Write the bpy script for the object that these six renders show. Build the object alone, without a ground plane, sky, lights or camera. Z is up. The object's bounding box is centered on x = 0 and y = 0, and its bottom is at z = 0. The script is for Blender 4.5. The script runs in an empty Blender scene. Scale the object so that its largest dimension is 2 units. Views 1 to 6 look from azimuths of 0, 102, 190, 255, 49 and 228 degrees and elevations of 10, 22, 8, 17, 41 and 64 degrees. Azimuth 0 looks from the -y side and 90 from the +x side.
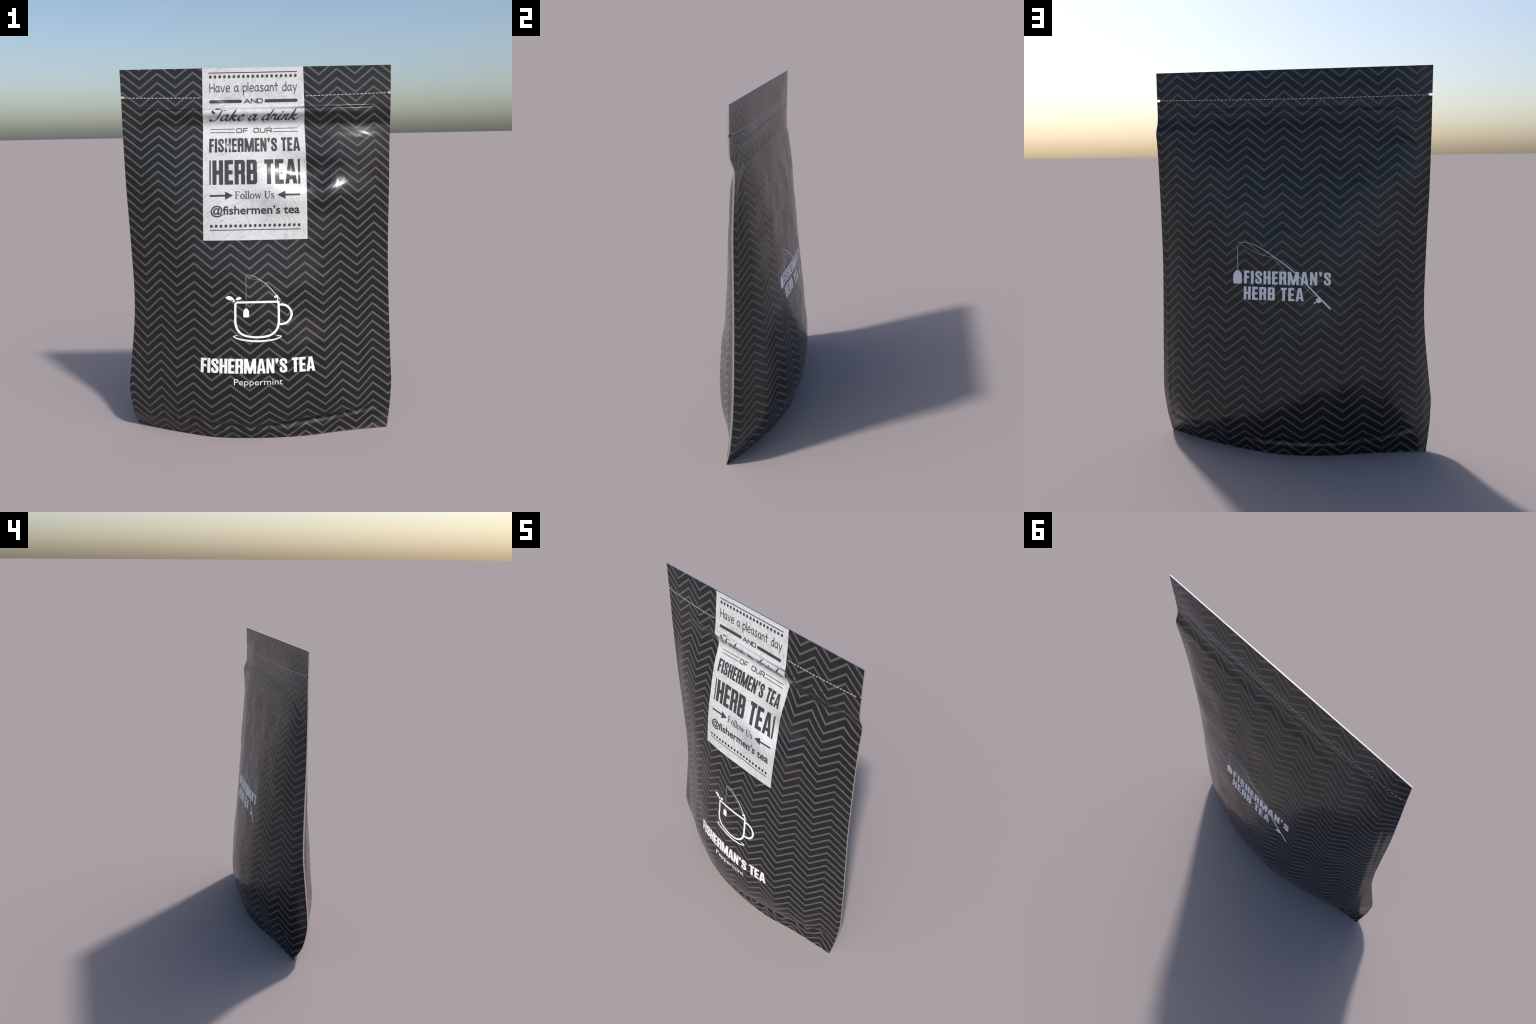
"""Stand-up tea pouch: two printed foil sheets welded along the sides and top,
inflated by their contents, with a zip ridge, a tear line, a paper label and
printed lettering.  Every surface is laid out flat first, as (s, z) on the
unfolded sheet, and then lifted onto the filled shape."""
import math
import random
import numpy as np

random.seed(7)
FRONT, BACK = -1, 1

# ----------------------------------------------------------------- the form
# side weld (height, x and y of the left edge, x and y of the right edge), mm
WELD = np.array([
    (0, -713, 32, 714, -76), (45, -722, 6, 722, -65), (90, -731, -18, 730, -54),
    (150, -739, -34, 737, -46), (200, -742, -43, 741, -39), (260, -744, -48, 744, -33),
    (340, -735, -46, 741, -27), (430, -724, -40, 737, -23), (580, -707, -30, 731, -18),
    (700, -698, -22, 726, -16), (850, -695, -20, 721, -14), (1000, -698, -20, 717, -13),
    (1200, -703, -21, 717, -11), (1350, -709, -21, 718, -9), (1500, -712, -20, 718, -3),
    (1600, -713, -19, 719, 3), (1680, -714, -18, 722, 7), (1700, -714, -18, 721, 5),
    (1730, -714, -17, 719, -7), (1760, -714, -16, 718, -15), (1860, -714, -15, 718, -16),
    (2000, -715, -14, 717, -13)]) / 1000.0

# cross-sections: depth in mm off the weld plane at eleven stations across
STATIONS = np.array([-1, -.93, -.8, -.6, -.35, 0, .35, .6, .8, .93, 1])
FRONT_SECTIONS = [
    (0.000, [-4, -29, -70, -122, -172, -172, -133, -74, -35, -13, -4]),
    (0.060, [-4, -27, -68, -124, -176, -184, -133, -81, -35, -11, -4]),
    (0.120, [-4, -25, -66, -126, -180, -197, -152, -106, -46, -14, -4]),
    (0.200, [-4, -22, -61, -128, -185, -208, -176, -131, -62, -21, -4]),
    (0.320, [-4, -22, -64, -135, -193, -215, -194, -142, -74, -27, -4]),
    (0.500, [-4, -28, -72, -137, -190, -212, -189, -135, -73, -28, -4]),
    (0.700, [-4, -36, -76, -135, -177, -197, -171, -121, -67, -27, -4]),
    (0.900, [-4, -33, -68, -122, -160, -171, -153, -111, -63, -26, -4]),
    (1.100, [-4, -29, -63, -105, -129, -136, -129, -103, -61, -26, -4]),
    (1.300, [-4, -22, -58, -90, -100, -104, -103, -94, -59, -26, -4]),
    (1.450, [-4, -19, -47, -69, -75, -77, -79, -78, -54, -27, -4]),
    (1.560, [-4, -15, -34, -47, -52, -53, -57, -62, -50, -28, -4]),
    (1.626, [-4, -10, -20, -31, -33, -31, -34, -46, -41, -24, -4]),
    (1.663, [-4, -7, -13, -20, -20, -18, -22, -33, -30, -17, -4]),
    (1.706, [-4, -6, -11, -12, -8, -5, -8, -19, -17, -9, -4]),
    (1.735, [-4, -6, -12, -15, -13, -11, -13, -22, -17, -8, -4]),
    (1.765, [-4, -6, -13, -21, -28, -30, -29, -28, -16, -8, -4]),
    (1.810, [-4, -6, -12, -19, -20, -19, -20, -20, -13, -8, -4]),
    (1.900, [-4, -5, -8, -13, -12, -11, -10, -11, -8, -6, -4]),
    (2.000, [-3, -3, -3, -3, -3, -3, -3, -3, -3, -3, -3])]
BACK_SECTIONS = [
    (0.000, [4, 13, 36, 79, 144, 194, 168, 121, 68, 27, 4]),
    (0.060, [4, 37, 78, 127, 183, 224, 200, 154, 97, 42, 4]),
    (0.120, [4, 53, 111, 165, 217, 253, 226, 178, 120, 56, 4]),
    (0.200, [4, 66, 136, 196, 250, 280, 248, 192, 132, 61, 4]),
    (0.320, [4, 71, 142, 209, 266, 287, 249, 191, 124, 59, 4]),
    (0.500, [4, 64, 128, 194, 246, 259, 227, 174, 112, 51, 4]),
    (0.700, [4, 50, 106, 172, 213, 221, 197, 153, 99, 41, 4]),
    (0.900, [4, 44, 96, 153, 184, 187, 171, 137, 90, 35, 4]),
    (1.100, [4, 40, 93, 133, 158, 157, 146, 119, 82, 32, 4]),
    (1.300, [4, 38, 80, 109, 127, 125, 118, 100, 70, 31, 4]),
    (1.450, [4, 33, 68, 88, 95, 96, 92, 80, 53, 24, 4]),
    (1.580, [4, 22, 51, 62, 65, 68, 62, 54, 35, 16, 4]),
    (1.680, [4, 15, 30, 41, 44, 44, 37, 31, 18, 9, 4]),
    (1.760, [4, 11, 21, 28, 30, 30, 29, 25, 17, 8, 4]),
    (1.850, [4, 8, 15, 23, 24, 24, 24, 24, 15, 7, 4]),
    (2.000, [3, 3, 3, 3, 3, 3, 3, 3, 3, 3, 3])]

# sideways drift of the printed sheet in mm as it wraps round the contents
DRIFT_S = np.array([-.72, -.612, -.52, -.3, 0, .3, .42, .53, .62, .72])
FRONT_DRIFT = [
    (0.00, [-10, -14, -20, -30, -10, 5, 3, 8, 11, 11]),
    (0.12, [-13, -18, -30, -38, -12, 14, 14, 15, 12, 11]),
    (0.28, [-14, -19, -34, -38, -11, 17, 20, 17, 11, 10]),
    (0.50, [-10, -15, -27, -29, -8, 12, 13, 13, 7, 6]),
    (0.75, [-6, -7, -19, -21, -5, 9, 9, 10, 6, 5]),
    (1.00, [-6, -9, -17, -16, -3, 10, 11, 10, 7, 5]),
    (1.25, [-7, -12, -14, -12, -1, 11, 13, 14, 13, 10]),
    (1.50, [-5, -8, -8, -8, 0, 10, 12, 16, 18, 13]),
    (1.75, [-1, -2, -2, -4, 0, 5, 6, 9, 10, 6]),
    (2.00, [0, 0, 0, 0, 0, 0, 0, 0, 0, 0])]
BACK_DRIFT = [
    (0.00, [-28, -42, -45, -30, -8, 12, 16, 20, 22, 12]),
    (0.12, [-28, -41, -48, -34, -10, 16, 22, 26, 27, 11]),
    (0.28, [-20, -32, -46, -38, -12, 18, 25, 27, 27, 9]),
    (0.50, [-10, -18, -31, -31, -8, 14, 20, 21, 18, 3]),
    (0.75, [-2, -5, -18, -20, -6, 9, 14, 13, 10, -4]),
    (1.00, [0, -2, -12, -15, -4, 7, 10, 9, 7, -8]),
    (1.25, [0, -2, -9, -9, -1, 5, 8, 8, 6, -6]),
    (1.50, [0, -3, -6, -6, 0, 4, 5, 7, 9, 3]),
    (1.75, [0, -2, -3, -3, 2, 4, 5, 5, 5, 3]),
    (2.00, [0, 0, 0, 0, 1, 3, 3, 3, 3, 1])]

# height of every printed zigzag row at mid-sheet, with its slope across
FRONT_ROWS = np.array([
    (0, 1.9875, .0085), (4, 1.799, .006), (8, 1.615, .002), (12, 1.426, -.002),
    (16, 1.2315, -.006), (20, 1.034, -.010), (24, .835, -.009), (28, .635, -.009),
    (32, .433, -.010), (34, .332, -.010), (36, .229, -.010), (37, .177, -.010),
    (38, .130, -.010), (39, .083, -.010), (40, .036, -.010), (41, -.010, -.010)])
BACK_ROWS = np.array([
    (0, 1.9915, -.003), (4, 1.802, -.003), (8, 1.618, -.003), (12, 1.4285, -.004),
    (16, 1.237, -.005), (20, 1.043, -.007), (24, .846, -.010), (28, .647, -.016),
    (32, .448, -.025), (34, .347, -.029), (36, .244, -.035), (38, .142, -.040),
    (39, .092, -.040), (40, .042, -.040), (41, -.008, -.040)])
PITCH = .0948                    # half a zigzag
ZIG, STROKE = 1.57, .262         # zigzag height and stroke, in rows
FOLD0 = {FRONT: -.517, BACK: -.540}   # a column of zigzag tips
SHEET = .72                      # half width of the flat sheet


def slopes(xs, ys):
    """tangents for a cubic through samples, along the first axis"""
    out = np.empty_like(ys)
    shape = (-1,) + (1,) * (ys.ndim - 1)
    out[1:-1] = (ys[2:] - ys[:-2]) / (xs[2:] - xs[:-2]).reshape(shape)
    out[0] = (ys[1] - ys[0]) / (xs[1] - xs[0])
    out[-1] = (ys[-1] - ys[-2]) / (xs[-1] - xs[-2])
    return out


def hermite(xs, x):
    i = np.clip(np.searchsorted(xs, x) - 1, 0, len(xs) - 2)
    h = xs[i + 1] - xs[i]
    t = (x - xs[i]) / h
    a, b = 2 * t**3 - 3 * t**2 + 1, (t**3 - 2 * t**2 + t) * h
    return i, a, b, 1 - a, (t**3 - t**2) * h


class Curve:
    def __init__(self, xs, ys):
        self.xs, self.ys = np.asarray(xs, float), np.asarray(ys, float)
        self.ms = slopes(self.xs, self.ys)

    def __call__(self, x):
        i, a, b, c, d = hermite(self.xs, np.asarray(x, float))
        return a * self.ys[i] + b * self.ms[i] + c * self.ys[i + 1] + d * self.ms[i + 1]


class Loft:
    """bicubic surface through sections (height, values at the stations)"""
    def __init__(self, stations, sections):
        self.u, self.v = np.asarray(stations, float), np.array([s[0] for s in sections])
        self.f = np.array([s[1] for s in sections], float) / 1000.0
        self.fv = slopes(self.v, self.f)
        self.fu = slopes(self.u, self.f.T.copy()).T
        self.fuv = slopes(self.v, self.fu.copy())

    def __call__(self, u, v):
        i, a, b, c, d = hermite(self.u, np.clip(u, self.u[0], self.u[-1]))
        j, e, f, g, h = hermite(self.v, np.clip(v, self.v[0], self.v[-1]))

        def row(k):
            return (a * self.f[k, i] + b * self.fu[k, i] + c * self.f[k, i + 1] + d * self.fu[k, i + 1],
                    a * self.fv[k, i] + b * self.fuv[k, i] + c * self.fv[k, i + 1] + d * self.fuv[k, i + 1])
        p0, m0 = row(j)
        p1, m1 = row(j + 1)
        return e * p0 + f * m0 + g * p1 + h * m1


weld = [Curve(WELD[:, 0], WELD[:, k]) for k in range(1, 5)]
depth = {FRONT: Loft(STATIONS, FRONT_SECTIONS), BACK: Loft(STATIONS, BACK_SECTIONS)}
drift = {FRONT: Loft(DRIFT_S, FRONT_DRIFT), BACK: Loft(DRIFT_S, BACK_DRIFT)}
rows = {side: (Curve(t[:, 0], t[:, 1]), Curve(t[:, 0], t[:, 2]))
        for side, t in ((FRONT, FRONT_ROWS), (BACK, BACK_ROWS))}


def smoothstep(a, b, x):
    t = np.clip((x - a) / (b - a), 0, 1)
    return t * t * (3 - 2 * t)


def waves(x, z, scale, seed):
    """soft dents: a few crossed sine waves"""
    rng, out = np.random.default_rng(seed), 0
    for k in range(6):
        ang, ph, f = rng.uniform(0, math.pi), rng.uniform(0, 6.28), rng.uniform(.7, 1.5) / scale
        out = out + np.sin((x * math.cos(ang) + z * math.sin(ang)) * f * 6.283 + ph)
    return out / 6


def relief(side, x, z):
    """creases and wrinkles, outward positive"""
    inside = smoothstep(.715, .60, np.abs(x))
    body = inside * smoothstep(0, .12, z) * smoothstep(1.66, 1.5, z)
    out = body * (.0042 * waves(x, z, .36, 3 + side) + .0014 * waves(x, z, .14, 11 + side))
    lip = inside * smoothstep(1.70, 1.78, z) * smoothstep(2.0, 1.9, z)
    out = out + lip * .0012 * waves(x * .35, z, .11, 21 + side)
    # zip: a hairline step with a fine lip above it
    zc = 1.785 + .003 * np.sin(x * 3.1 + side) + (.006 if side == BACK else 0)
    run = smoothstep(.665, .58, np.abs(x))
    gz = z - zc
    out = out - run * .0028 * np.exp(-(gz / .0030) ** 2) + run * .0018 * np.exp(-((gz - .007) / .004) ** 2)
    # corners of the filled part: nested arcs of crushed film
    for sx in (-1, 1):
        dx, dz = sx * x - .535, z - 1.535
        r, ang = np.hypot(dx, dz), np.degrees(np.arctan2(dz, dx))
        arc = smoothstep(-5, 22, ang) * smoothstep(102, 62, ang)
        fade = np.exp(-((r - .115) / .026) ** 2)
        amp = {(-1, FRONT): .0006, (1, FRONT): .0005, (-1, BACK): .0012, (1, BACK): .0010}[(sx, side)]
        out = out + arc * fade * amp * np.sin((r - .115) / .026 * 6.283 + .5 * np.sin(ang / 9))
        out = out - arc * (.0010 if (sx, side) == (1, FRONT) else .0022) * np.exp(-((r - .145) / .022) ** 2)
        # soft crease beside the side weld
        e = sx * x - .676
        out = out - .0022 * np.exp(-(e / .010) ** 2) * smoothstep(.1, .3, z) * smoothstep(1.62, 1.5, z)
    # crease above the bottom hem
    c = .076 + .13 * x * x + .006 * np.sin(x * 9 + side)
    deep = (.35 + .65 * smoothstep(-.55, .15, x)) * (1 - .35 * smoothstep(.35, .6, x)) if side == FRONT else .75 - .3 * smoothstep(.1, .6, x)
    out = out - deep * inside * .015 * np.exp(-((z - c) / .0165) ** 2) * (1 + .2 * np.sin(x * 8 + 2 * side))
    out = out + deep * inside * .003 * np.exp(-((z - c + .034) / .016) ** 2) * (1 + .6 * np.sin(x * 11 + side))
    out = out + .0025 * inside * smoothstep(.0, .03, z) * smoothstep(.09, .05, z) * waves(x, z * .3, .25, 31 + side)
    # the hem turns out a little where it meets the ground
    out = out + .003 * inside * np.exp(-z / .006)
    return out


def mid_y(x, z):
    xl, yl, xr, yr = (w(z) for w in weld)
    u = np.clip((2 * x - xl - xr) / (xr - xl), -1, 1)
    return yl + (yr - yl) * (u + 1) / 2, u


def surface(side, s, z):
    s, z = np.asarray(s, float), np.asarray(z, float)
    x = s + drift[side](s, z)
    y0, u = mid_y(x, z)
    rest = relief(side, x, z) * smoothstep(1.0, .93, np.abs(u)) * smoothstep(2.0, 1.985, z)
    return np.stack([x, y0 + depth[side](u, z) + side * rest, z], -1)


def lift(side, s, z, proud=0.0):
    """points and outward normals of the filled pouch for flat coordinates"""
    s, z = np.asarray(s, float), np.asarray(z, float)
    e = .0012
    p = surface(side, s, z)
    ds = surface(side, s + e, z) - surface(side, s - e, z)
    dz = surface(side, s, np.minimum(z + e, 2)) - surface(side, s, np.maximum(z - e, 0))
    n = np.cross(ds, dz) * (-side)
    n = n / np.linalg.norm(n, axis=-1, keepdims=True)
    n = n * np.where((n[..., 1:2] * side) < 0, -1, 1)
    return p + n * proud, n


def edge_of_sheet(side, z, sx):
    z = np.asarray(z, float)
    return weld[2 if sx > 0 else 0](z) - drift[side](np.full_like(z, .715 * sx), z)

# ================================================================ Blender part
import bpy
import bmesh
from mathutils import Vector
from mathutils.geometry import delaunay_2d_cdt

NOTCH_Z, NOTCH_DEEP, NOTCH_HALF = 1.858, .019, .0062


# ------------------------------------------------------------------ materials
def new_material(name):
    m = bpy.data.materials.new(name)
    m.use_nodes = True
    t = m.node_tree
    return m, t, t.nodes["Principled BSDF"]


def node(t, kind, **inputs):
    n = t.nodes.new(kind)
    for k, v in inputs.items():
        if k in n.inputs:
            n.inputs[k].default_value = v
        else:
            setattr(n, k, v)
    return n


def math_node(t, op, a, b=None, clamp=False):
    n = t.nodes.new("ShaderNodeMath")
    n.operation, n.use_clamp = op, clamp
    for i, v in enumerate((a, b)):
        if v is None:
            continue
        if isinstance(v, (int, float)):
            n.inputs[i].default_value = v
        else:
            t.links.new(v, n.inputs[i])
    return n.outputs[0]


def ramp(t, fac, stops):
    n = t.nodes.new("ShaderNodeValToRGB")
    cr = n.color_ramp
    while len(cr.elements) < len(stops):
        cr.elements.new(.5)
    for e, (pos, col) in zip(cr.elements, stops):
        e.position, e.color = pos, (*col, 1)
    t.links.new(fac, n.inputs[0])
    return n.outputs[0]


GLARE_TILTS = [  # bump-drawn sun glare: x, z, half sizes, lean up, lean sideways, ripple
    (.170, 1.405, .15, .105, .58, .20, .0016),
    (.370, 1.400, .12, .085, .52, -.06, .0030),
    (-.150, 1.590, .06, .030, .13, .16, .0010),
    (-.180, 1.826, .05, .016, .26, .15, .0006)]


def glint_bump(t, co, first=None):
    """bump height that tilts flat areas into sun glints, in metres, on object coordinates"""
    sep = node(t, "ShaderNodeSeparateXYZ")
    t.links.new(co, sep.inputs[0])
    rip = node(t, "ShaderNodeTexNoise", Scale=15.0, Detail=2.0, Distortion=.6)
    t.links.new(co, rip.inputs["Vector"])
    total = first
    for x, z, rx, rz, up, side, ripple in GLARE_TILTS:
        dx, dz = math_node(t, "SUBTRACT", sep.outputs[0], x), math_node(t, "SUBTRACT", sep.outputs[2], z)
        q = math_node(t, "ADD", math_node(t, "POWER", math_node(t, "ABSOLUTE", math_node(t, "DIVIDE", dx, rx)), 2.0),
                      math_node(t, "POWER", math_node(t, "ABSOLUTE", math_node(t, "DIVIDE", dz, rz)), 2.0))
        mask = math_node(t, "EXPONENT", math_node(t, "MULTIPLY", q, -1.0))
        h = math_node(t, "ADD", math_node(t, "MULTIPLY", dz, -up), math_node(t, "MULTIPLY", dx, -side))
        h = math_node(t, "ADD", h, math_node(t, "MULTIPLY", math_node(t, "SUBTRACT", rip.outputs[0], .5), ripple * 2))
        h = math_node(t, "MULTIPLY", h, mask)
        # front side only in dented
        h = math_node(t, "MULTIPLY", h, math_node(t, "LESS_THAN", sep.outputs[1], -.012))
        total = h if total is None else math_node(t, "ADD", total, h)
    bump = node(t, "ShaderNodeBump", Strength=1.0, Distance=1.0)
    t.links.new(total, bump.inputs["Height"])
    return bump.outputs[0]


def film(name, colour, rough, spread, specular=.5, mottled=.03):
    """glossy printed film: slightly mottled ink, cloudy gloss"""
    m, t, b = new_material(name)
    co = node(t, "ShaderNodeTexCoord").outputs["Object"]
    n1 = node(t, "ShaderNodeTexNoise", Scale=9.0, Detail=6.0, Roughness=.62)
    n2 = node(t, "ShaderNodeTexNoise", Scale=60.0, Detail=3.0)
    t.links.new(co, n1.inputs["Vector"])
    t.links.new(co, n2.inputs["Vector"])
    lo = tuple(c * (1 - mottled) for c in colour)
    hi = tuple(min(1, c * (1 + mottled)) for c in colour)
    t.links.new(ramp(t, n2.outputs[0], [(.3, lo), (.7, hi)]), b.inputs["Base Color"])
    r = node(t, "ShaderNodeMapRange")
    r.inputs["From Min"].default_value, r.inputs["From Max"].default_value = .32, .68
    r.inputs["To Min"].default_value, r.inputs["To Max"].default_value = rough - spread, rough + spread
    t.links.new(n1.outputs[0], r.inputs["Value"])
    t.links.new(r.outputs[0], b.inputs["Roughness"])
    b.inputs["Specular IOR Level"].default_value = specular
    t.links.new(glint_bump(t, co), b.inputs["Normal"])
    return m


def brushed_paper(name):
    """white label stock with overlapping swirls of brush strokes"""
    m, t, b = new_material(name)
    co = node(t, "ShaderNodeTexCoord").outputs["Object"]
    flat = node(t, "ShaderNodeMapping")
    flat.inputs["Scale"].default_value = (1, 0, 1)
    t.links.new(co, flat.inputs["Vector"])
    wob = node(t, "ShaderNodeTexNoise", Scale=7.0, Detail=2.0)
    t.links.new(flat.outputs[0], wob.inputs["Vector"])
    total = None
    for scale, freq, weight, shift in ((5.5, 620, 1.0, .37), (8.0, 800, .8, .61)):
        mv = node(t, "ShaderNodeMapping")
        mv.inputs["Location"].default_value = (shift, 0, shift * 1.7)
        t.links.new(flat.outputs[0], mv.inputs["Vector"])
        cell = node(t, "ShaderNodeTexVoronoi", Scale=scale, Randomness=1.0)
        t.links.new(mv.outputs[0], cell.inputs["Vector"])
        # each cell is swept by strokes around a centre of its own
        off = node(t, "ShaderNodeVectorMath", operation="SUBTRACT")
        t.links.new(cell.outputs["Color"], off.inputs[0])
        off.inputs[1].default_value = (.5, .5, .5)
        unit = node(t, "ShaderNodeVectorMath", operation="NORMALIZE")
        t.links.new(off.outputs[0], unit.inputs[0])
        off2 = node(t, "ShaderNodeVectorMath", operation="SCALE")
        t.links.new(unit.outputs[0], off2.inputs[0])
        off2.inputs["Scale"].default_value = 1.9 / scale
        rel = node(t, "ShaderNodeVectorMath", operation="SUBTRACT")
        pos = node(t, "ShaderNodeVectorMath", operation="SUBTRACT")
        t.links.new(mv.outputs[0], pos.inputs[0])
        t.links.new(cell.outputs["Position"], pos.inputs[1])
        t.links.new(pos.outputs[0], rel.inputs[0])
        t.links.new(off2.outputs[0], rel.inputs[1])
        fl = node(t, "ShaderNodeVectorMath", operation="MULTIPLY")
        fl.inputs[1].default_value = (1, 0, 1)
        t.links.new(rel.outputs[0], fl.inputs[0])
        ln = node(t, "ShaderNodeVectorMath", operation="LENGTH")
        t.links.new(fl.outputs[0], ln.inputs[0])
        rad = math_node(t, "ADD", ln.outputs["Value"], math_node(t, "MULTIPLY", wob.outputs[0], .02))
        # streaks: noise that only varies with the radius and slowly along it
        cx = node(t, "ShaderNodeCombineXYZ")
        t.links.new(math_node(t, "MULTIPLY", rad, freq / 4.0), cx.inputs[0])
        sep = node(t, "ShaderNodeSeparateXYZ")
        t.links.new(flat.outputs[0], sep.inputs[0])
        t.links.new(math_node(t, "MULTIPLY", sep.outputs[0], 9.0), cx.inputs[1])
        t.links.new(math_node(t, "MULTIPLY", sep.outputs[2], 9.0), cx.inputs[2])
        st = node(t, "ShaderNodeTexNoise", Scale=1.0, Detail=2.0, Roughness=.6)
        t.links.new(cx.outputs[0], st.inputs["Vector"])
        v = math_node(t, "MULTIPLY", st.outputs[0], weight)
        total = v if total is None else math_node(t, "ADD", total, v)
    val = math_node(t, "DIVIDE", total, 1.8)
    t.links.new(ramp(t, val, [(.36, PAPER_DARK), (.47, PAPER_MID), (.60, PAPER_LIGHT)]), b.inputs["Base Color"])
    t.links.new(glint_bump(t, co, math_node(t, "MULTIPLY", val, .0005)), b.inputs["Normal"])
    b.inputs["Roughness"].default_value = .30
    b.inputs["Specular IOR Level"].default_value = .75
    return m


PAPER_DARK, PAPER_MID, PAPER_LIGHT = (.45, .445, .455), (.61, .605, .615), (.67, .665, .68)
BLACK = film("black_film", (.0080, .0073, .0077), .22, .06, .5)
GREY = film("grey_stripe_ink", (.088, .087, .089), .22, .06, .5)
WHITE = film("white_ink", (.90, .89, .90), .32, .05, mottled=.02)
FINE_WHITE = film("fine_white_ink", (.30, .30, .30), .32, .05, mottled=.02)
THREAD = film("thread_ink", (.55, .55, .55), .32, .05, mottled=.02)
DASH = film("dash_ink", (.42, .42, .43), .3, .05)
INK = film("label_ink", (.040, .041, .044), .30, .06)
PAPER = brushed_paper("brushed_paper")
FOIL, _t, _b = new_material("foil_edge")
_b.inputs["Base Color"].default_value = (.78, .77, .78, 1)
_b.inputs["Metallic"].default_value, _b.inputs["Roughness"].default_value = 1.0, .12
_n = node(_t, "ShaderNodeTexNoise", Scale=22.0, Detail=2.0)
_t.links.new(node(_t, "ShaderNodeTexCoord").outputs["Object"], _n.inputs["Vector"])
_k = node(_t, "ShaderNodeBump", Strength=1.0, Distance=.001)
_t.links.new(_n.outputs[0], _k.inputs["Height"])
_t.links.new(_k.outputs[0], _b.inputs["Normal"])

# -------------------------------------------------------------------- objects
root = bpy.data.objects.new("tea_pouch", None)
bpy.context.scene.collection.objects.link(root)
root["label"] = "black zigzag stand-up tea pouch with white paper label"
root["category"] = "tea bag pouch"


def add_object(name, verts, faces, materials, normals=None, mat_index=None, parent=None, stuff=False):
    me = bpy.data.meshes.new(name)
    me.from_pydata([tuple(v) for v in verts], [], faces)
    for m in materials:
        me.materials.append(m)
    if mat_index is not None:
        me.polygons.foreach_set("material_index", np.asarray(mat_index, np.int32))
    me.polygons.foreach_set("use_smooth", np.ones(len(me.polygons), bool))
    me.update()
    if normals is not None:
        me.normals_split_custom_set_from_vertices([tuple(n) for n in normals])
    o = bpy.data.objects.new(name, me)
    o.parent = parent or root
    bpy.context.scene.collection.objects.link(o)
    if stuff:
        o["kind"] = "stuff"
    return o


def zigzag(side, s):
    """0 at the tips, 1 in the valleys of the printed rows"""
    return np.abs(((s - FOLD0[side]) / PITCH + 1) % 2 - 1)


def row_height(side, w, s):
    w = np.asarray(w, float)
    mid, tilt = rows[side]
    z = mid(np.clip(w, 0, 41)) + np.minimum(w, 0) * -.0472 * -1 * -1 + np.maximum(w - 41, 0) * -.047
    return z + tilt(np.clip(w, 0, 41)) * s


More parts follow.
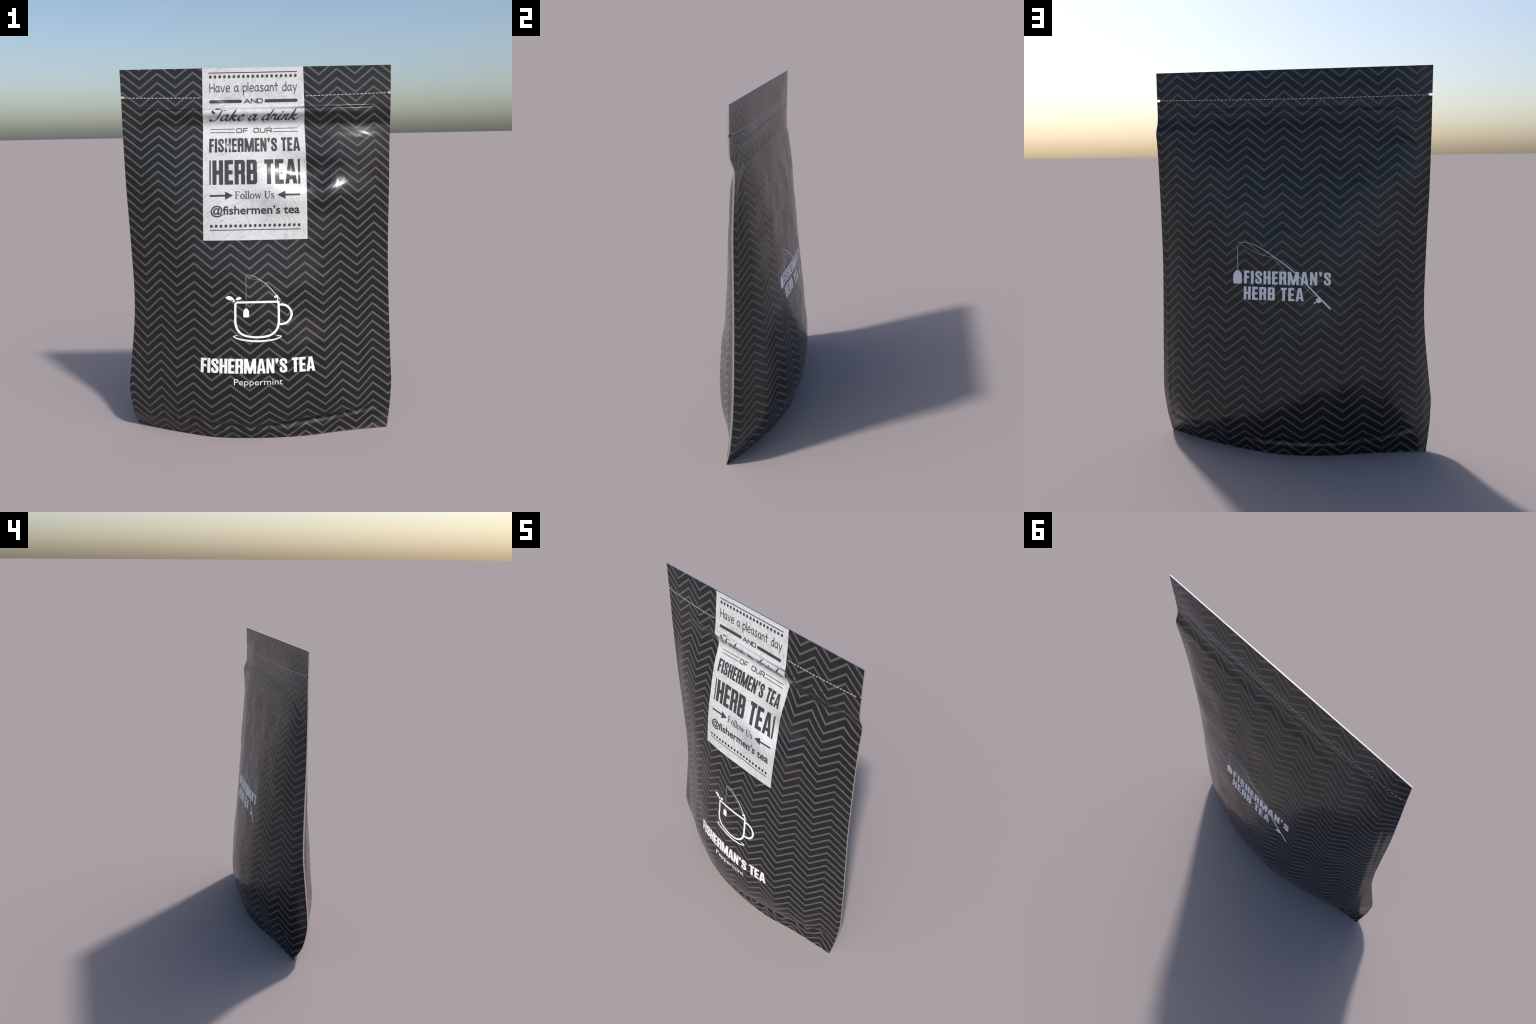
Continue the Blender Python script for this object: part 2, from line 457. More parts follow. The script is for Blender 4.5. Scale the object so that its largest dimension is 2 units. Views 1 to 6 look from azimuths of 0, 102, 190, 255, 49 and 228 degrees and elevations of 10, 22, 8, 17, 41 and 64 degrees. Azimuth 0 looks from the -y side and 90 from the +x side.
def flat_sheet(side):
    """the printed sheet laid out flat, cut along every zigzag, then trimmed"""
    step = PITCH / 16
    k0 = math.floor((-.70 - FOLD0[side]) / step) + 1
    ss = [FOLD0[side] + k * step for k in range(k0, k0 + 300) if FOLD0[side] + k * step < .70]
    s = np.array([-.72, -.7155, -.711, -.7055] + ss + [.7055, .711, .7155, .72])
    ws, mats = [], []
    for r in range(-4, 45):
        for k in range(2):
            ws.append(r + STROKE * k / 2)
            mats.append(1)
        for k in range(6):
            ws.append(r + STROKE + (1 - STROKE) * k / 6)
            mats.append(0)
    w = np.array(ws)
    S, Wd = np.meshgrid(s, w)
    Z = row_height(side, Wd + ZIG * zigzag(side, S), S)
    for _ in range(2):
        zc = np.clip(Z, 0, 2)
        out = S.copy()
        for sx in (-1, 1):
            far = S * sx > .66
            e = np.abs(edge_of_sheet(side, zc, sx))
            out = np.where(far, sx * (.66 + (np.abs(S) - .66) / .06 * (e - .66)), out)
        Z = row_height(side, Wd + ZIG * zigzag(side, out), out)
    bm = bmesh.new()
    vs = [[bm.verts.new((out[j, i], Z[j, i], 0)) for i in range(len(s))] for j in range(len(w))]
    for j in range(len(w) - 1):
        if Z[j].max() < -.01 or Z[j + 1].min() > 2.01:
            continue
        for i in range(len(s) - 1):
            f = bm.faces.new((vs[j][i], vs[j][i + 1], vs[j + 1][i + 1], vs[j + 1][i]))
            f.material_index = mats[j]

    def cut(z, keep=0):
        geom = bm.verts[:] + bm.edges[:] + bm.faces[:]
        if keep == 0:       # only the faces near the line
            fs = [f for f in bm.faces if min(v.co.y for v in f.verts) < z < max(v.co.y for v in f.verts)]
            es = {e for f in fs for e in f.edges}
            vv = {v for f in fs for v in f.verts}
            geom = list(vv) + list(es) + fs
        bmesh.ops.bisect_plane(bm, geom=geom, dist=1e-6, plane_co=(0, z, 0), plane_no=(0, 1, 0),
                               clear_outer=keep > 0, clear_inner=keep < 0)
    cut(2.0, 1)
    cut(0.0, -1)
    extra = .006 if side == BACK else 0
    for dz in (-.008, -.005, -.0025, 0, .0025, .005, .008, .012):
        cut(1.785 + extra + dz)
    for z in (.004, .012):
        cut(z)
    # tear notches: cut a round-ended slot into each side edge
    for sx in (-1, 1):
        e = float(np.abs(edge_of_sheet(side, np.array([NOTCH_Z]), sx)[0]))
        tip = e - NOTCH_DEEP
        planes = [((0, NOTCH_Z + NOTCH_HALF), (0, 1)), ((0, NOTCH_Z - NOTCH_HALF), (0, 1)),
                  ((sx * tip, 0), (1, 0)),
                  ((sx * (tip + .004), NOTCH_Z + NOTCH_HALF), (sx * -.8, .6)),
                  ((sx * (tip + .004), NOTCH_Z - NOTCH_HALF), (sx * -.8, -.6))]
        for co, no in planes:
            fs = [f for f in bm.faces if abs(f.calc_center_median().y - NOTCH_Z) < .025
                  and f.calc_center_median().x * sx > tip - .012]
            es = {x for f in fs for x in f.edges}
            vv = {x for f in fs for x in f.verts}
            bmesh.ops.bisect_plane(bm, geom=list(vv) + list(es) + fs, dist=1e-6,
                                   plane_co=(*co, 0), plane_no=(*no, 0))
        gone = []
        for f in bm.faces:
            c = f.calc_center_median()
            dz, dx = abs(c.y - NOTCH_Z), c.x * sx - tip
            if dz < NOTCH_HALF and dx > 0 and (dx - .004) * .8 > (dz - NOTCH_HALF) * .6 - .0 + 0 or \
                    (dz < NOTCH_HALF and dx > .004):
                gone.append(f)
        bmesh.ops.delete(bm, geom=gone, context="FACES")
    bmesh.ops.dissolve_degenerate(bm, dist=1e-6, edges=bm.edges[:])
    bm.verts.index_update()
    return bm


rim_v, rim_f, rim_m = [], [], []


def build_panel(side, name):
    bm = flat_sheet(side)
    fl = np.array([v.co[:2] for v in bm.verts])
    p, n = lift(side, fl[:, 0], fl[:, 1])
    faces = [[v.index for v in f.verts] for f in bm.faces]
    if side == BACK:
        faces = [f[::-1] for f in faces]
    # winding: outward
    a = p[faces[0]]
    if np.dot(np.cross(a[1] - a[0], a[2] - a[0]), n[faces[0][0]]) < 0:
        faces = [f[::-1] for f in faces]
    mats = [f.material_index for f in bm.faces]
    add_object(name, p, faces, [BLACK, GREY], n, mats)
    # cut edge of the laminate, from the face to the weld plane
    for e in bm.edges:
        if len(e.link_faces) != 1:
            continue
        i, j = (v.index for v in e.verts)
        q = []
        for k in (i, j):
            t = p[k].copy()
            if fl[k, 1] < 1e-4 and abs(t[0]) < .70:
                t[1] -= side * min(.009, abs(t[1] - mid_y(t[0], t[2])[0]) * .8)
            else:
                t[1] = mid_y(t[0], t[2])[0]
                if fl[k, 1] > 1.9999:
                    t[2] += .0006
            q.append(t)
        b = len(rim_v)
        rim_v.extend([p[i], p[j], q[1], q[0]])
        rim_f.append((b, b + 1, b + 2, b + 3))
        c = (p[i] + p[j]) / 2
        in_notch = abs(c[2] - NOTCH_Z) < NOTCH_HALF + .0006 and abs(abs(c[0]) - .70) < .017 and \
            abs(p[i][0] - p[j][0]) + .0005 > abs(p[i][2] - p[j][2]) * .3
        rim_m.append(1 if in_notch else 0)
    bm.free()


build_panel(FRONT, "front_panel")
build_panel(BACK, "back_panel")

# weld the rim quads together
bm = bmesh.new()
rv = [bm.verts.new(v) for v in rim_v]
for f, k in zip(rim_f, rim_m):
    bm.faces.new([rv[i] for i in f]).material_index = k
bmesh.ops.remove_doubles(bm, verts=bm.verts[:], dist=2e-5)
bmesh.ops.recalc_face_normals(bm, faces=bm.faces[:])
me = bpy.data.meshes.new("cut_edge")
bm.to_mesh(me)
bm.free()
me.materials.append(FOIL)
me.materials.append(BLACK)
o = bpy.data.objects.new("cut_edge", me)
o.parent = root
bpy.context.scene.collection.objects.link(o)

# folded gusset that closes the pouch underneath
N, M = 72, 18
gv, gf = [], []
for i in range(N + 1):
    x = -.695 + 1.39 * i / N
    yf = float(surface(FRONT, np.array([x]), np.array([0.0]))[0][1]) + .009
    yb = float(surface(BACK, np.array([x]), np.array([0.0]))[0][1]) - .009
    for j in range(M + 1):
        t = j / M
        gv.append((x, yf + (yb - yf) * t, .003 + .30 * max(0, yb - yf) * math.sin(math.pi * t) ** .8))
for i in range(N):
    for j in range(M):
        a = i * (M + 1) + j
        gf.append((a, a + 1, a + M + 2, a + M + 1))
add_object("bottom_gusset", gv, gf, [BLACK])


# ------------------------------------------------------------------- printing
def inside_polygon(px, py, poly):
    hit = np.zeros(len(px), bool)
    for (x0, y0), (x1, y1) in zip(poly, poly[1:] + poly[:1]):
        if y0 == y1:
            continue
        hit ^= ((y0 > py) != (y1 > py)) & (px < (x1 - x0) * (py - y0) / (y1 - y0) + x0)
    return hit


def polygon_union(polys, cell):
    """flat triangles covering the union of simple polygons, with a grid of
    extra points so that the print can follow the curved sheet"""
    verts, edges = [], []
    for p in polys:
        ring = []
        for (x0, y0), (x1, y1) in zip(p, p[1:] + p[:1]):
            n = max(1, int(math.hypot(x1 - x0, y1 - y0) / cell))
            ring += [(x0 + (x1 - x0) * k / n, y0 + (y1 - y0) * k / n) for k in range(n)]
        b = len(verts)
        verts += [Vector((float(x), float(y))) for x, y in ring]
        edges += [(b + i, b + (i + 1) % len(ring)) for i in range(len(ring))]
    xs, ys = [v.x for v in verts], [v.y for v in verts]
    for x in np.arange(min(xs) + cell / 2, max(xs), cell):
        for y in np.arange(min(ys) + cell / 2, max(ys), cell):
            verts.append(Vector((x + .00011, y + .00007)))
    v, _, f, _, _, _ = delaunay_2d_cdt(verts, edges, [], 0, 1e-6, False)
    v = np.array([(q.x, q.y) for q in v])
    f = np.array([list(t) for t in f])
    c = v[f].mean(axis=1)
    keep = np.zeros(len(f), bool)
    for p in polys:
        p = [tuple(map(float, q)) for q in p]
        q = np.array(p)
        near = np.nonzero((c[:, 0] > q[:, 0].min()) & (c[:, 0] < q[:, 0].max())
                          & (c[:, 1] > q[:, 1].min()) & (c[:, 1] < q[:, 1].max()) & ~keep)[0]
        if len(near):
            keep[near] = inside_polygon(c[near, 0], c[near, 1], p)
    e0, e1 = v[f[:, 1]] - v[f[:, 0]], v[f[:, 2]] - v[f[:, 0]]
    keep &= np.abs(e0[:, 0] * e1[:, 1] - e0[:, 1] * e1[:, 0]) > 1e-11
    return v, [list(map(int, t)) for t in f[keep]]


def print_on(side, name, polys, material, proud, cell=.011, parent=None, stuff=False):
    """lay flat polygons (s, z) on the pouch as a thin printed layer"""
    v, faces = polygon_union(polys, cell)
    used = sorted({i for f in faces for i in f})
    remap = {k: i for i, k in enumerate(used)}
    v = v[used]
    faces = [[remap[i] for i in f] for f in faces]
    p, n = lift(side, v[:, 0], v[:, 1], proud)
    a = p[faces[0]]
    if np.dot(np.cross(a[1] - a[0], a[2] - a[0]), n[faces[0][0]]) < 0:
        faces = [f[::-1] for f in faces]
    # short walls down to the sheet
    count = {}
    for f in faces:
        for i in range(len(f)):
            count.setdefault(frozenset((f[i - 1], f[i])), []).append((f[i - 1], f[i]))
    base = len(p)
    low, _ = lift(side, v[:, 0], v[:, 1], proud - .0012)
    walls = [(e[0][1], e[0][0], base + e[0][0], base + e[0][1]) for e in count.values() if len(e) == 1]
    ring = sorted({i for w in walls for i in w[:2]})
    pos = {k: base + i for i, k in enumerate(ring)}
    walls = [(w[0], w[1], pos[w[1]], pos[w[0]]) for w in walls]
    pts = np.vstack([p, low[ring]]) if ring else p
    nor = np.vstack([n, n[ring]]) if ring else n
    return add_object(name, pts, faces + walls, [material], nor, parent=parent, stuff=stuff)


def rect(x0, y0, x1, y1):
    return [(x0, y0), (x1, y0), (x1, y1), (x0, y1)]


def disc(cx, cy, rx, ry=None, n=14):
    ry = ry or rx
    return [(cx + rx * math.cos(6.2832 * k / n), cy + ry * math.sin(6.2832 * k / n)) for k in range(n)]


def smooth_line(pts, n=8):
    """Catmull-Rom through the points"""
    P = [np.array(p, float) for p in pts]
    if len(P) < 3:
        return P
    P = [2 * P[0] - P[1]] + P + [2 * P[-1] - P[-2]]
    out = []
    for i in range(1, len(P) - 2):
        for k in range(n):
            t = k / n
            out.append(.5 * (2 * P[i] + (P[i + 1] - P[i - 1]) * t + (2 * P[i - 1] - 5 * P[i] + 4 * P[i + 1] - P[i + 2]) * t * t
                             + (3 * P[i] - P[i - 1] - 3 * P[i + 1] + P[i + 2]) * t ** 3))
    out.append(P[-2])
    return out


def ribbon(pts, width, curved=True, caps=True, nib=None):
    """a pen stroke as quads; width may be a number, a list or a function"""
    L = smooth_line(pts) if curved else [np.array(p, float) for p in pts]
    m = len(L)
    out, W = [], []
    for i in range(m):
        t = i / max(1, m - 1)
        if callable(width):
            wd = width(t)
        elif isinstance(width, (list, tuple)):
            wd = float(np.interp(t, np.linspace(0, 1, len(width)), width))
        else:
            wd = width
        if nib is not None:
            d = L[min(i + 1, m - 1)] - L[max(i - 1, 0)]
            wd = wd * (.22 + .78 * abs(math.sin(math.atan2(d[1], d[0]) - nib)) ** 1.4)
        W.append(wd)
    for i in range(m - 1):
        d = L[i + 1] - L[i]
        ln = math.hypot(*d)
        if ln < 1e-9:
            continue
        q = np.array([-d[1], d[0]]) / ln / 2
        out.append([tuple(L[i] - q * W[i]), tuple(L[i + 1] - q * W[i + 1]),
                    tuple(L[i + 1] + q * W[i + 1]), tuple(L[i] + q * W[i])])
    last = range(m) if caps else range(1, m - 1)
    out += [disc(*L[i], W[i] / 2, n=8) for i in last]
    return out


def fit(polys, width, x0, x1, y0, y1, height=1.0, shear=0.0):
    """scale lettering (cap height 1, given width) between two margins"""
    k, h = (x1 - x0) / width, (y1 - y0) / height
    return [[(x0 + (x + y * shear) * k, y0 + y * h) for x, y in p] for p in polys]


def mirror_for(side, polys):
    """on the back the flat sheet is seen from behind: s runs the other way"""
    return polys if side == FRONT else [[(-x, y) for x, y in p] for p in polys]


# --- heavy condensed capitals, built from stems, bars and bowls
ST, BAR = .215, .165


def bowl(x0, y0, x1, y1, stem, bar, r=.13):
    """right-hand bowl of B, R: top bar, rounded right stem, bottom bar"""
    xc, yt, yb = x1 - stem / 2, y1 - bar / 2, y0 + bar / 2
    out = [rect(x0, y1 - bar, x1 - r, y1), rect(x0, y0, x1 - r, y0 + bar),
           rect(x1 - stem, y0 + r, x1, y1 - r)]
    for cy, sgn in ((y1 - r, 1), (y0 + r, -1)):
        arc = [(x1 - r + r * math.cos(a), cy + sgn * r * math.sin(a)) for a in np.linspace(0, math.pi / 2, 7)]
        out.append(arc + [(x1 - stem, cy + sgn * (r - bar)), (x1 - stem, cy)])
    return out


def heavy(ch):
    if ch == "F":
        return [rect(0, 0, ST, 1), rect(0, 1 - BAR, .44, 1), rect(0, .42, .41, .58)], .44
    if ch == "I":
        return [rect(0, 0, ST, 1)], ST
    if ch == "H":
        return [rect(0, 0, ST, 1), rect(.355, 0, .57, 1), rect(0, .42, .57, .585)], .57
    if ch == "E":
        return [rect(0, 0, ST, 1), rect(0, 1 - BAR, .455, 1), rect(0, .42, .43, .58), rect(0, 0, .455, BAR)], .455
    if ch == "T":
        return [rect(.135, 0, .35, 1), rect(0, 1 - BAR, .485, 1)], .485
    if ch == "N":
        return [rect(0, 0, .185, 1), rect(.38, 0, .565, 1), [(0, 1), (.19, 1), (.565, 0), (.375, 0)]], .565
    if ch == "M":
        return [rect(0, 0, .19, 1), rect(.67, 0, .86, 1), [(0, 1), (.25, 1), (.525, 0), (.335, 0)],
                [(.61, 1), (.86, 1), (.525, 0), (.335, 0)]], .86
    if ch == "A":
        return [[(0, 0), (.205, 0), (.345, 1), (.185, 1)], [(.425, 0), (.63, 0), (.445, 1), (.285, 1)],
                rect(.15, .18, .48, .33)], .63
    if ch == "R":
        return [rect(0, 0, ST, 1)] + bowl(0, .42, .56, 1, ST, .155) + \
            [[(.30, .5), (.50, .5), (.555, .37), (.555, 0), (.345, 0), (.345, .42)]], .565
    if ch == "B":
        return [rect(0, 0, ST, 1)] + bowl(0, .44, .55, 1, ST, .15) + bowl(0, 0, .565, .58, ST, .155), .565
    if ch == "S":
        sp = [(.46, .69), (.46, .79), (.42, .87), (.28, .915), (.14, .87), (.105, .76), (.14, .65), (.28, .52),
              (.42, .37), (.455, .24), (.42, .13), (.28, .085), (.14, .13), (.10, .21), (.10, .31)]
        return ribbon(sp, [.185, .185, .18, .15, .18, .20, .215, .215, .215, .20, .18, .15, .18, .185, .185], caps=False) + \
            [disc(*sp[k], .085, n=8) for k in (3, 11)], .56
    if ch == "'":
        return [[(.02, 1), (.24, 1), (.24, .80), (.12, .66), (.03, .66), (.10, .80), (.02, .80)]], .26
    return [], .22


def set_type(text, glyphs, gap):
    out, x = [], 0.0
    for ch in text:
        g, w = glyphs(ch)
        out += [[(px + x, py) for px, py in p] for p in g]
        x += w + gap
    return out, x - gap


# --- round-ended handwriting capitals and smalls (monoline)
HAND = {
    "H": ([[(.02, 0), (.0, 1)], [(.62, 0), (.60, 1)], [(.0, .5), (.62, .47)]], .62),
    "a": ([[(.50, .60), (.32, .67), (.08, .48), (.05, .2), (.22, .02), (.44, .18), (.51, .60)], [(.51, .62), (.50, .2), (.60, .0)]], .60),
    "v": ([[(0, .66), (.24, 0), (.50, .67)]], .50),
    "e": ([[(.06, .32), (.52, .40), (.47, .62), (.26, .68), (.06, .42), (.10, .12), (.28, 0), (.54, .10)]], .54),
    "p": ([[(.0, .66), (.03, -.36)], [(.02, .5), (.24, .67), (.48, .50), (.46, .16), (.24, .0), (.02, .12)]], .50),
    "l": ([[(.02, 1.05), (.02, 0)]], .06),
    "s": ([[(.42, .60), (.20, .68), (.05, .53), (.24, .36), (.43, .18), (.24, 0), (.0, .07)]], .44),
    "n": ([[(.02, .66), (.02, 0)], [(.02, .42), (.22, .66), (.42, .50), (.46, 0)]], .46),
    "t": ([[(.22, .98), (.22, 0)], [(0, .66), (.46, .66)]], .46),
    "d": ([[(.50, 1.05), (.50, 0)], [(.48, .56), (.30, .66), (.06, .42), (.05, .16), (.22, 0), (.48, .16)]], .52),
    "y": ([[(0, .66), (.26, .06)], [(.52, .67), (.14, -.36)]], .52),
}
WIDE = {
    "A": ([[(0, 0), (.60, 1), (1.2, 0)], [(.24, .30), (.96, .30)]], 1.2),
    "N": ([[(0, 0), (0, 1), (1.0, 0), (1.0, 1)]], 1.0),
    "D": ([[(0, 0), (0, 1), (.78, 1), (1.0, .78), (1.0, .22), (.78, 0), (0, 0)]], 1.0),
    "O": ([[(.14, 0), (0, .14), (0, .86), (.14, 1), (.96, 1), (1.1, .86), (1.1, .14), (.96, 0), (.14, 0)]], 1.1),
    "F": ([[(0, 0), (0, 1), (.95, 1)], [(0, .46), (.8, .46)]], .95),
    "U": ([[(0, 1), (0, .16), (.16, 0), (.92, 0), (1.08, .16), (1.08, 1)]], 1.08),
    "R": ([[(0, 0), (0, 1), (.95, 1), (1.08, .86), (1.08, .56), (.95, .42), (0, .42)], [(.66, .42), (1.1, 0)]], 1.1),
}


def pen(table, width, curved, space):
    def glyph(ch):
        if ch not in table:
            return [], space
        strokes, w = table[ch]
        out = []
        for st in strokes:
            out += ribbon(st, width, curved=curved)
        return out, w
    return glyph


# --- bookish serif smalls: (points, width) strokes
def serif(ch):
    k, h = .12, .045
    foot = lambda x, y=0.0, r=.15: ribbon([(x - r, y), (x + r, y)], h, curved=False)
    if ch == "F":
        return ribbon([(.15, .02), (.15, .98)], k, False) + foot(.15) + ribbon([(.0, .98), (.60, .98), (.62, .80)], h, False) + \
            ribbon([(.15, .52), (.45, .52)], h, False) + ribbon([(.45, .62), (.45, .42)], h, False), .66
    if ch == "o":
        return ribbon([(.28 + .24 * math.cos(a), .32 + .32 * math.sin(a)) for a in np.linspace(0, 6.283, 15)],
                      lambda t: .05 + .075 * abs(math.cos(6.283 * t)), False), .58
    if ch == "l":
        return ribbon([(.12, .02), (.12, 1.02)], k * .9, False) + foot(.12, r=.13) + ribbon([(.0, .98), (.12, 1.02)], h, False), .26
    if ch == "w":
        return ribbon([(.08, .64), (.26, .03)], k * .9, False) + ribbon([(.26, .03), (.44, .60)], h, False) + \
            ribbon([(.42, .64), (.60, .03)], k * .9, False) + ribbon([(.60, .03), (.78, .62)], h, False) + \
            foot(.08, .64, .10) + foot(.78, .64, .09), .88
    if ch == "U":
        return ribbon([(.14, .98), (.14, .30), (.20, .10), (.38, .01), (.56, .10), (.62, .30), (.62, .98)],
                      [k, k, k, .08, .06, .05, .05], True) + foot(.14, .98, .14) + foot(.62, .98, .12), .78
    if ch == "s":
        return ribbon([(.38, .50), (.34, .62), (.20, .66), (.07, .54), (.20, .36), (.38, .18), (.24, 0), (.08, .03), (.05, .18)],
                      [.04, .05, .06, .09, .12, .09, .06, .05, .04]), .44
    return [], .26


# --- copperplate script with a slanted nib
SCRIPT = {
    "T": ([[(.05, .78), (-.10, .98), (.10, 1.20), (.50, 1.12), (.85, 1.04), (1.12, 1.12)],
           [(.62, 1.10), (.46, .60), (.30, .14), (.06, -.02), (-.14, .06), (-.10, .20)]], .62),
    "a": ([[(.46, .50), (.30, .58), (.10, .40), (.02, .14), (.12, 0), (.30, .12), (.48, .52)], [(.50, .56), (.40, .14), (.48, .0), (.66, .16)]], .62),
    "k": ([[(.0, .10), (.22, .62), (.36, 1.14)], [(.38, 1.16), (.16, .55), (.02, .0)], [(.12, .30), (.34, .52), (.44, .46), (.20, .32), (.36, .06), (.46, .0), (.66, .18)]], .60),
    "e": ([[(.02, .20), (.30, .34), (.40, .50), (.28, .58), (.10, .40), (.06, .12), (.20, 0), (.46, .14)]], .46),
    "d": ([[(.44, .46), (.30, .56), (.10, .40), (.02, .14), (.12, 0), (.30, .12), (.46, .46)], [(.74, 1.16), (.52, .60), (.38, .12), (.46, 0), (.64, .16)]], .60),
    "r": ([[(.0, .20), (.18, .58), (.22, .48), (.38, .52), (.30, .20), (.36, .0), (.52, .14)]], .48),
    "i": ([[(.0, .16), (.20, .54)], [(.22, .56), (.08, .12), (.16, 0), (.34, .16)]], .34),
    "n": ([[(.16, .54), (.0, 0)], [(.05, .18), (.26, .50), (.38, .52), (.28, .14), (.36, 0), (.54, .16)]], .52),
}


def script(ch):
    if ch not in SCRIPT:
        return [], .36
    strokes, w = SCRIPT[ch]
    out = []
    for st in strokes:
        out += ribbon(st, .165, nib=.62)
    if ch == "i":
        out.append(disc(.32, .80, .06))
    return out, w


def builtin(text, bold=0.0):
    """the built-in font as flat triangles; returns polygons and their bounds"""
    cu = bpy.data.curves.new("type", "FONT")
    cu.body, cu.size, cu.offset, cu.resolution_u, cu.fill_mode = text, 1.0, bold, 4, "FRONT"
    ob = bpy.data.objects.new("type", cu)
    bpy.context.scene.collection.objects.link(ob)
    dg = bpy.context.evaluated_depsgraph_get()
    me = ob.evaluated_get(dg).to_mesh()
    me.calc_loop_triangles()
    polys = [[tuple(me.vertices[i].co[:2]) for i in t.vertices] for t in me.loop_triangles]
    ob.evaluated_get(dg).to_mesh_clear()
    bpy.data.objects.remove(ob)
    bpy.data.curves.remove(cu)
    xs = [p[0] for q in polys for p in q]
    x0 = min(xs)
    return [[(x - x0, y) for x, y in q] for q in polys], max(xs) - x0


# ---------------------------------------------------------------- paper label
LAYER, OVER = .0016, .0030
label = print_on(FRONT, "paper_label", [rect(-.2775, 1.1, .2548, 1.9995)], PAPER, LAYER, cell=.0105)


def on_label(name, polys, cell=.011):
    return print_on(FRONT, name, polys, INK, OVER, cell, parent=label)


on_label("rule", [rect(-.2445, 1.973, .2214, 1.9766)])
on_label("rule", [rect(-.2429, 1.153, .2220, 1.1563)])
for z in (1.9545, 1.176):
    on_label("dot_row", [disc(-.2350 + (.2125 + .2350) * k / 18, z, .0070, .0082) for k in range(19)])
g, w = set_type("Have a pleasant day", pen(HAND, .098, True, .30), .16)
on_label("handwritten_line", fit(g, w, -.2385, .2180, 1.8763, 1.9205))
for a, b in ((-.2415, -.0700), (.0480, .2204)):
    on_label("bar", [rect(a + .007, 1.8180, b - .007, 1.8340), rect(a, 1.8225, b, 1.8295),
                     disc(a + .008, 1.826, .008), disc(b - .008, 1.826, .008)])
g, w = set_type("AND", pen(WIDE, .185, False, .5), .26)
on_label("wide_lettering", fit(g, w, -.0590, .0365, 1.8162, 1.8372))
g, w = set_type("Take a drink", script, .0)
on_label("script_line", fit(g, w, -.2300, .2150, 1.7282, 1.7775, shear=.18), cell=.008)
for a, b in ((-.2387, -.1098), (.0890, .2183)):
    for z in (1.6819, 1.6645):
        on_label("rule", [rect(a, z - .0013, b, z + .0013)])
g, w = set_type("OF OUR", pen(WIDE, .185, False, .72), .40)
on_label("wide_lettering", fit(g, w, -.1005, .0815, 1.6622, 1.6835))
g, w = set_type("FISHERMEN'S TEA", heavy, .085)
on_label("heavy_lettering", fit(g, w, -.2442, .2262, 1.5617, 1.6325))
g, w = set_type("HERB TEA", heavy, .085)
on_label("heavy_lettering", fit(g, w, -.2275, .2062, 1.3925, 1.5197) +
         [rect(-.2435, 1.3930, -.2366, 1.5203), rect(.2120, 1.3910, .2225, 1.5191)])
for sx, tail, base, tip in ((1, -.2430, -.1632, -.1230), (-1, .2202, .1452, .1039)):
    on_label("arrow", [rect(min(tail, base), 1.3305, max(tail, base), 1.3395),
                       [(base, 1.3140), (base, 1.3565), (tip, 1.3353)]])
g, w = set_type("Follow Us", serif, .05)
on_label("serif_line", fit(g, w, -.1130, .0885, 1.3175, 1.3548))
g, w = builtin("@fishermen\u2019s tea", .017)
on_label("bold_line", fit(g, w, -.2374, .2162, 1.2372, 1.2830, height=.74))

# ------------------------------------------------------- printing on the front
INKED = .0012
g, w = set_type("FISHERMAN'S TEA", heavy, .058)
print_on(FRONT, "brand_lettering", fit(g, w, -.2895, .2820, .3915, .4715), WHITE, INKED)
g, w = builtin("Peppermint", -.008)
print_on(FRONT, "flavour_lettering", fit(g, w, -.1212, .1186, .3272, .3620, height=.70), WHITE, INKED)


def tag(cx, top, bottom, half, neck):
    """a tea-bag tag with cut shoulders and rounded lower corners"""
    r = half * .22
    sh = (top - bottom) * .36
    return [[(cx - half + r, bottom), (cx + half - r, bottom), (cx + half, bottom + r), (cx + half, top - sh),
             (cx + half * .86, top - sh * .6), (cx + neck, top), (cx - neck, top),
             (cx - half * .86, top - sh * .6), (cx - half, top - sh), (cx - half, bottom + r)]]


cup_line = [(-.1055, .7735), (-.1125, .7670), (-.1153, .7550), (-.1155, .7000), (-.1150, .6630), (-.1070, .6330), (-.0880, .6075),
            (-.0560, .5925), (-.0063, .5872), (.0450, .5925), (.0760, .6075), (.0960, .6330), (.1030, .6640), (.1037, .7000),
            (.1034, .7550), (.1010, .7670), (.0940, .7735), (-.0060, .7745), (-.1055, .7735)]
emblem = ribbon(cup_line, .0112)
emblem += ribbon([(.1083, .7574), (.1260, .7570), (.1480, .7470), (.1640, .7260), (.1690, .7040), (.1610, .6790), (.1450, .6620),
                  (.1260, .6545), (.1070, .6540)], .0112)
emblem += ribbon([(-.1060, .5965), (-.1180, .5945), (-.1230, .5895), (-.0840, .5740), (-.0063, .5660), (.0740, .5725),
                  (.1130, .5870), (.1080, .5925), (.0930, .5950)],
                 [.003, .0035, .005, .008, .0105, .008, .005, .0035, .003])
cup = print_on(FRONT, "cup_emblem", emblem, WHITE, INKED)
print_on(FRONT, "tea_tag", tag(-.0610, .7411, .6937, .0145, .005), WHITE, INKED, parent=cup)
print_on(FRONT, "leaf_sprig",
         [smooth_line([(-.1195, .7850), (-.1390, .7840), (-.1540, .7885), (-.1645, .7965), (-.1560, .8050), (-.1420, .8065), (-.1270, .7975), (-.1195, .7850)]),
          smooth_line([(-.1155, .7870), (-.1060, .7985), (-.0950, .8030), (-.0835, .7970), (-.0930, .7885), (-.1040, .7850), (-.1155, .7870)]),
          smooth_line([(-.1165, .7855), (-.1190, .7760), (-.1260, .7735), (-.1290, .7780), (-.1240, .7835), (-.1165, .7855)])],
         WHITE, INKED, parent=cup)
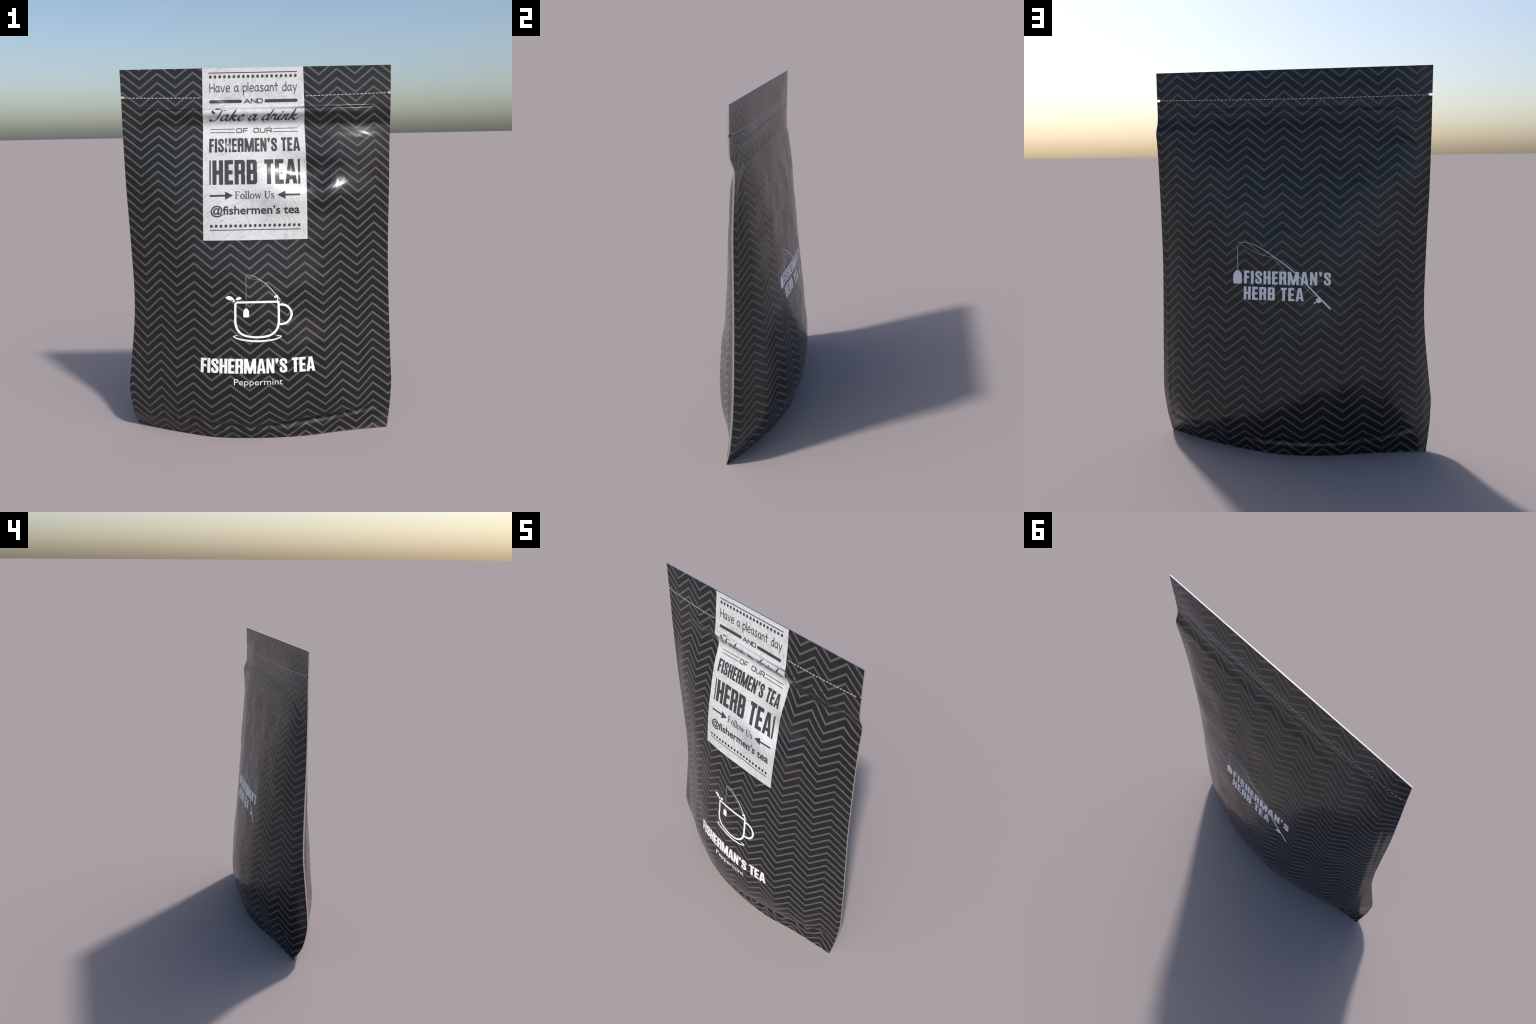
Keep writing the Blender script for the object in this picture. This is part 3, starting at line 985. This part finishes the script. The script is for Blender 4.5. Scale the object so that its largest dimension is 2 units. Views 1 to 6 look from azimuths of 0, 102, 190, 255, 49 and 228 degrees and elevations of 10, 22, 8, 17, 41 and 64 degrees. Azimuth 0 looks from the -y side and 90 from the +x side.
print_on(FRONT, "fishing_rod",
         ribbon([(.1120, .7850), (.0941, .8076), (.0463, .8638), (.0045, .8953), (-.0289, .9144), (-.0583, .9185)],
                [.0036, .0030, .0022, .0016, .0010, .0007]) +
         [disc(.0900, .8020, .0062), disc(.0840, .7980, .0040), disc(.0960, .8070, .0040), rect(.0960, .7760, .1005, .8060)],
         WHITE, INKED, parent=cup)
print_on(FRONT, "fishing_line",
         [rect(-.0618, .7411, -.0598, .9160)] +
         ribbon([(-.0583, .9165), (-.0250, .8970), (.0045, .8900), (.0290, .8610), (.0500, .8510), (.0840, .8120)], .0012),
         FINE_WHITE, INKED, parent=cup)

# -------------------------------------------------------- printing on the back
g, w = set_type("FISHERMAN'S", heavy, .125)
B = [fit(g, w, -.2208, .2116, .9125, .9785)]
g, w = set_type("HERB TEA", heavy, .125)
B.append(fit(g, w, -.2210, .0792, .8320, .8975))
logo = print_on(BACK, "back_lettering", mirror_for(BACK, B[0] + B[1]), WHITE, INKED)
print_on(BACK, "tea_tag", tag(.2546, .9798, .9110, .0223, .0070), WHITE, INKED, parent=logo)
print_on(BACK, "fishing_rod",
         ribbon([(-.2061, .7971), (-.0923, .9162), (-.0359, .9728), (.0701, 1.0534), (.1496, 1.1027), (.2029, 1.1208), (.2566, 1.1243)],
                [.0080, .0062, .0046, .0033, .0021, .0013, .0008]) +
         [disc(-.1520, .8377, .0135)] + ribbon([(-.1520, .8377), (-.1315, .8245)], .005, False) + [disc(-.1315, .8245, .0042)],
         WHITE, INKED * 1.2, parent=logo)
print_on(BACK, "fishing_line",
         ribbon([(.2542, .9798), (.2559, 1.1096)], [.0034, .0024], False) +
         ribbon([(.2520, 1.1209), (.2085, 1.0958), (.1372, 1.0637), (.0730, 1.0496)], .0014) +
         ribbon([(.0730, 1.0496), (.0440, 1.0147), (-.0018, .9677), (-.0614, .9358), (-.0784, .9117), (-.1092, .8763), (-.1398, .8553)], .0013),
         THREAD, INKED * .9, parent=logo)

# ------------------------------------------------------------- perforated line
for side in (FRONT, BACK):
    dashes, s = [], -.694
    while s < .690:
        if not (side == FRONT and -.295 < s < .2548):
            m = s + .007
            z = (1.8458 if side == FRONT else 1.8502) + (.0105 if side == FRONT else .0072) * (m / .7) ** 2 + .002 * m
            dashes.append(rect(s, z - .0021, min(s + .0140, .697), z + .0021))
        s += .0204
    print_on(side, "perforation", dashes, DASH, INKED, stuff=True)

for o in bpy.data.objects:
    if o.type == "MESH" and o.parent is None:
        o.parent = root
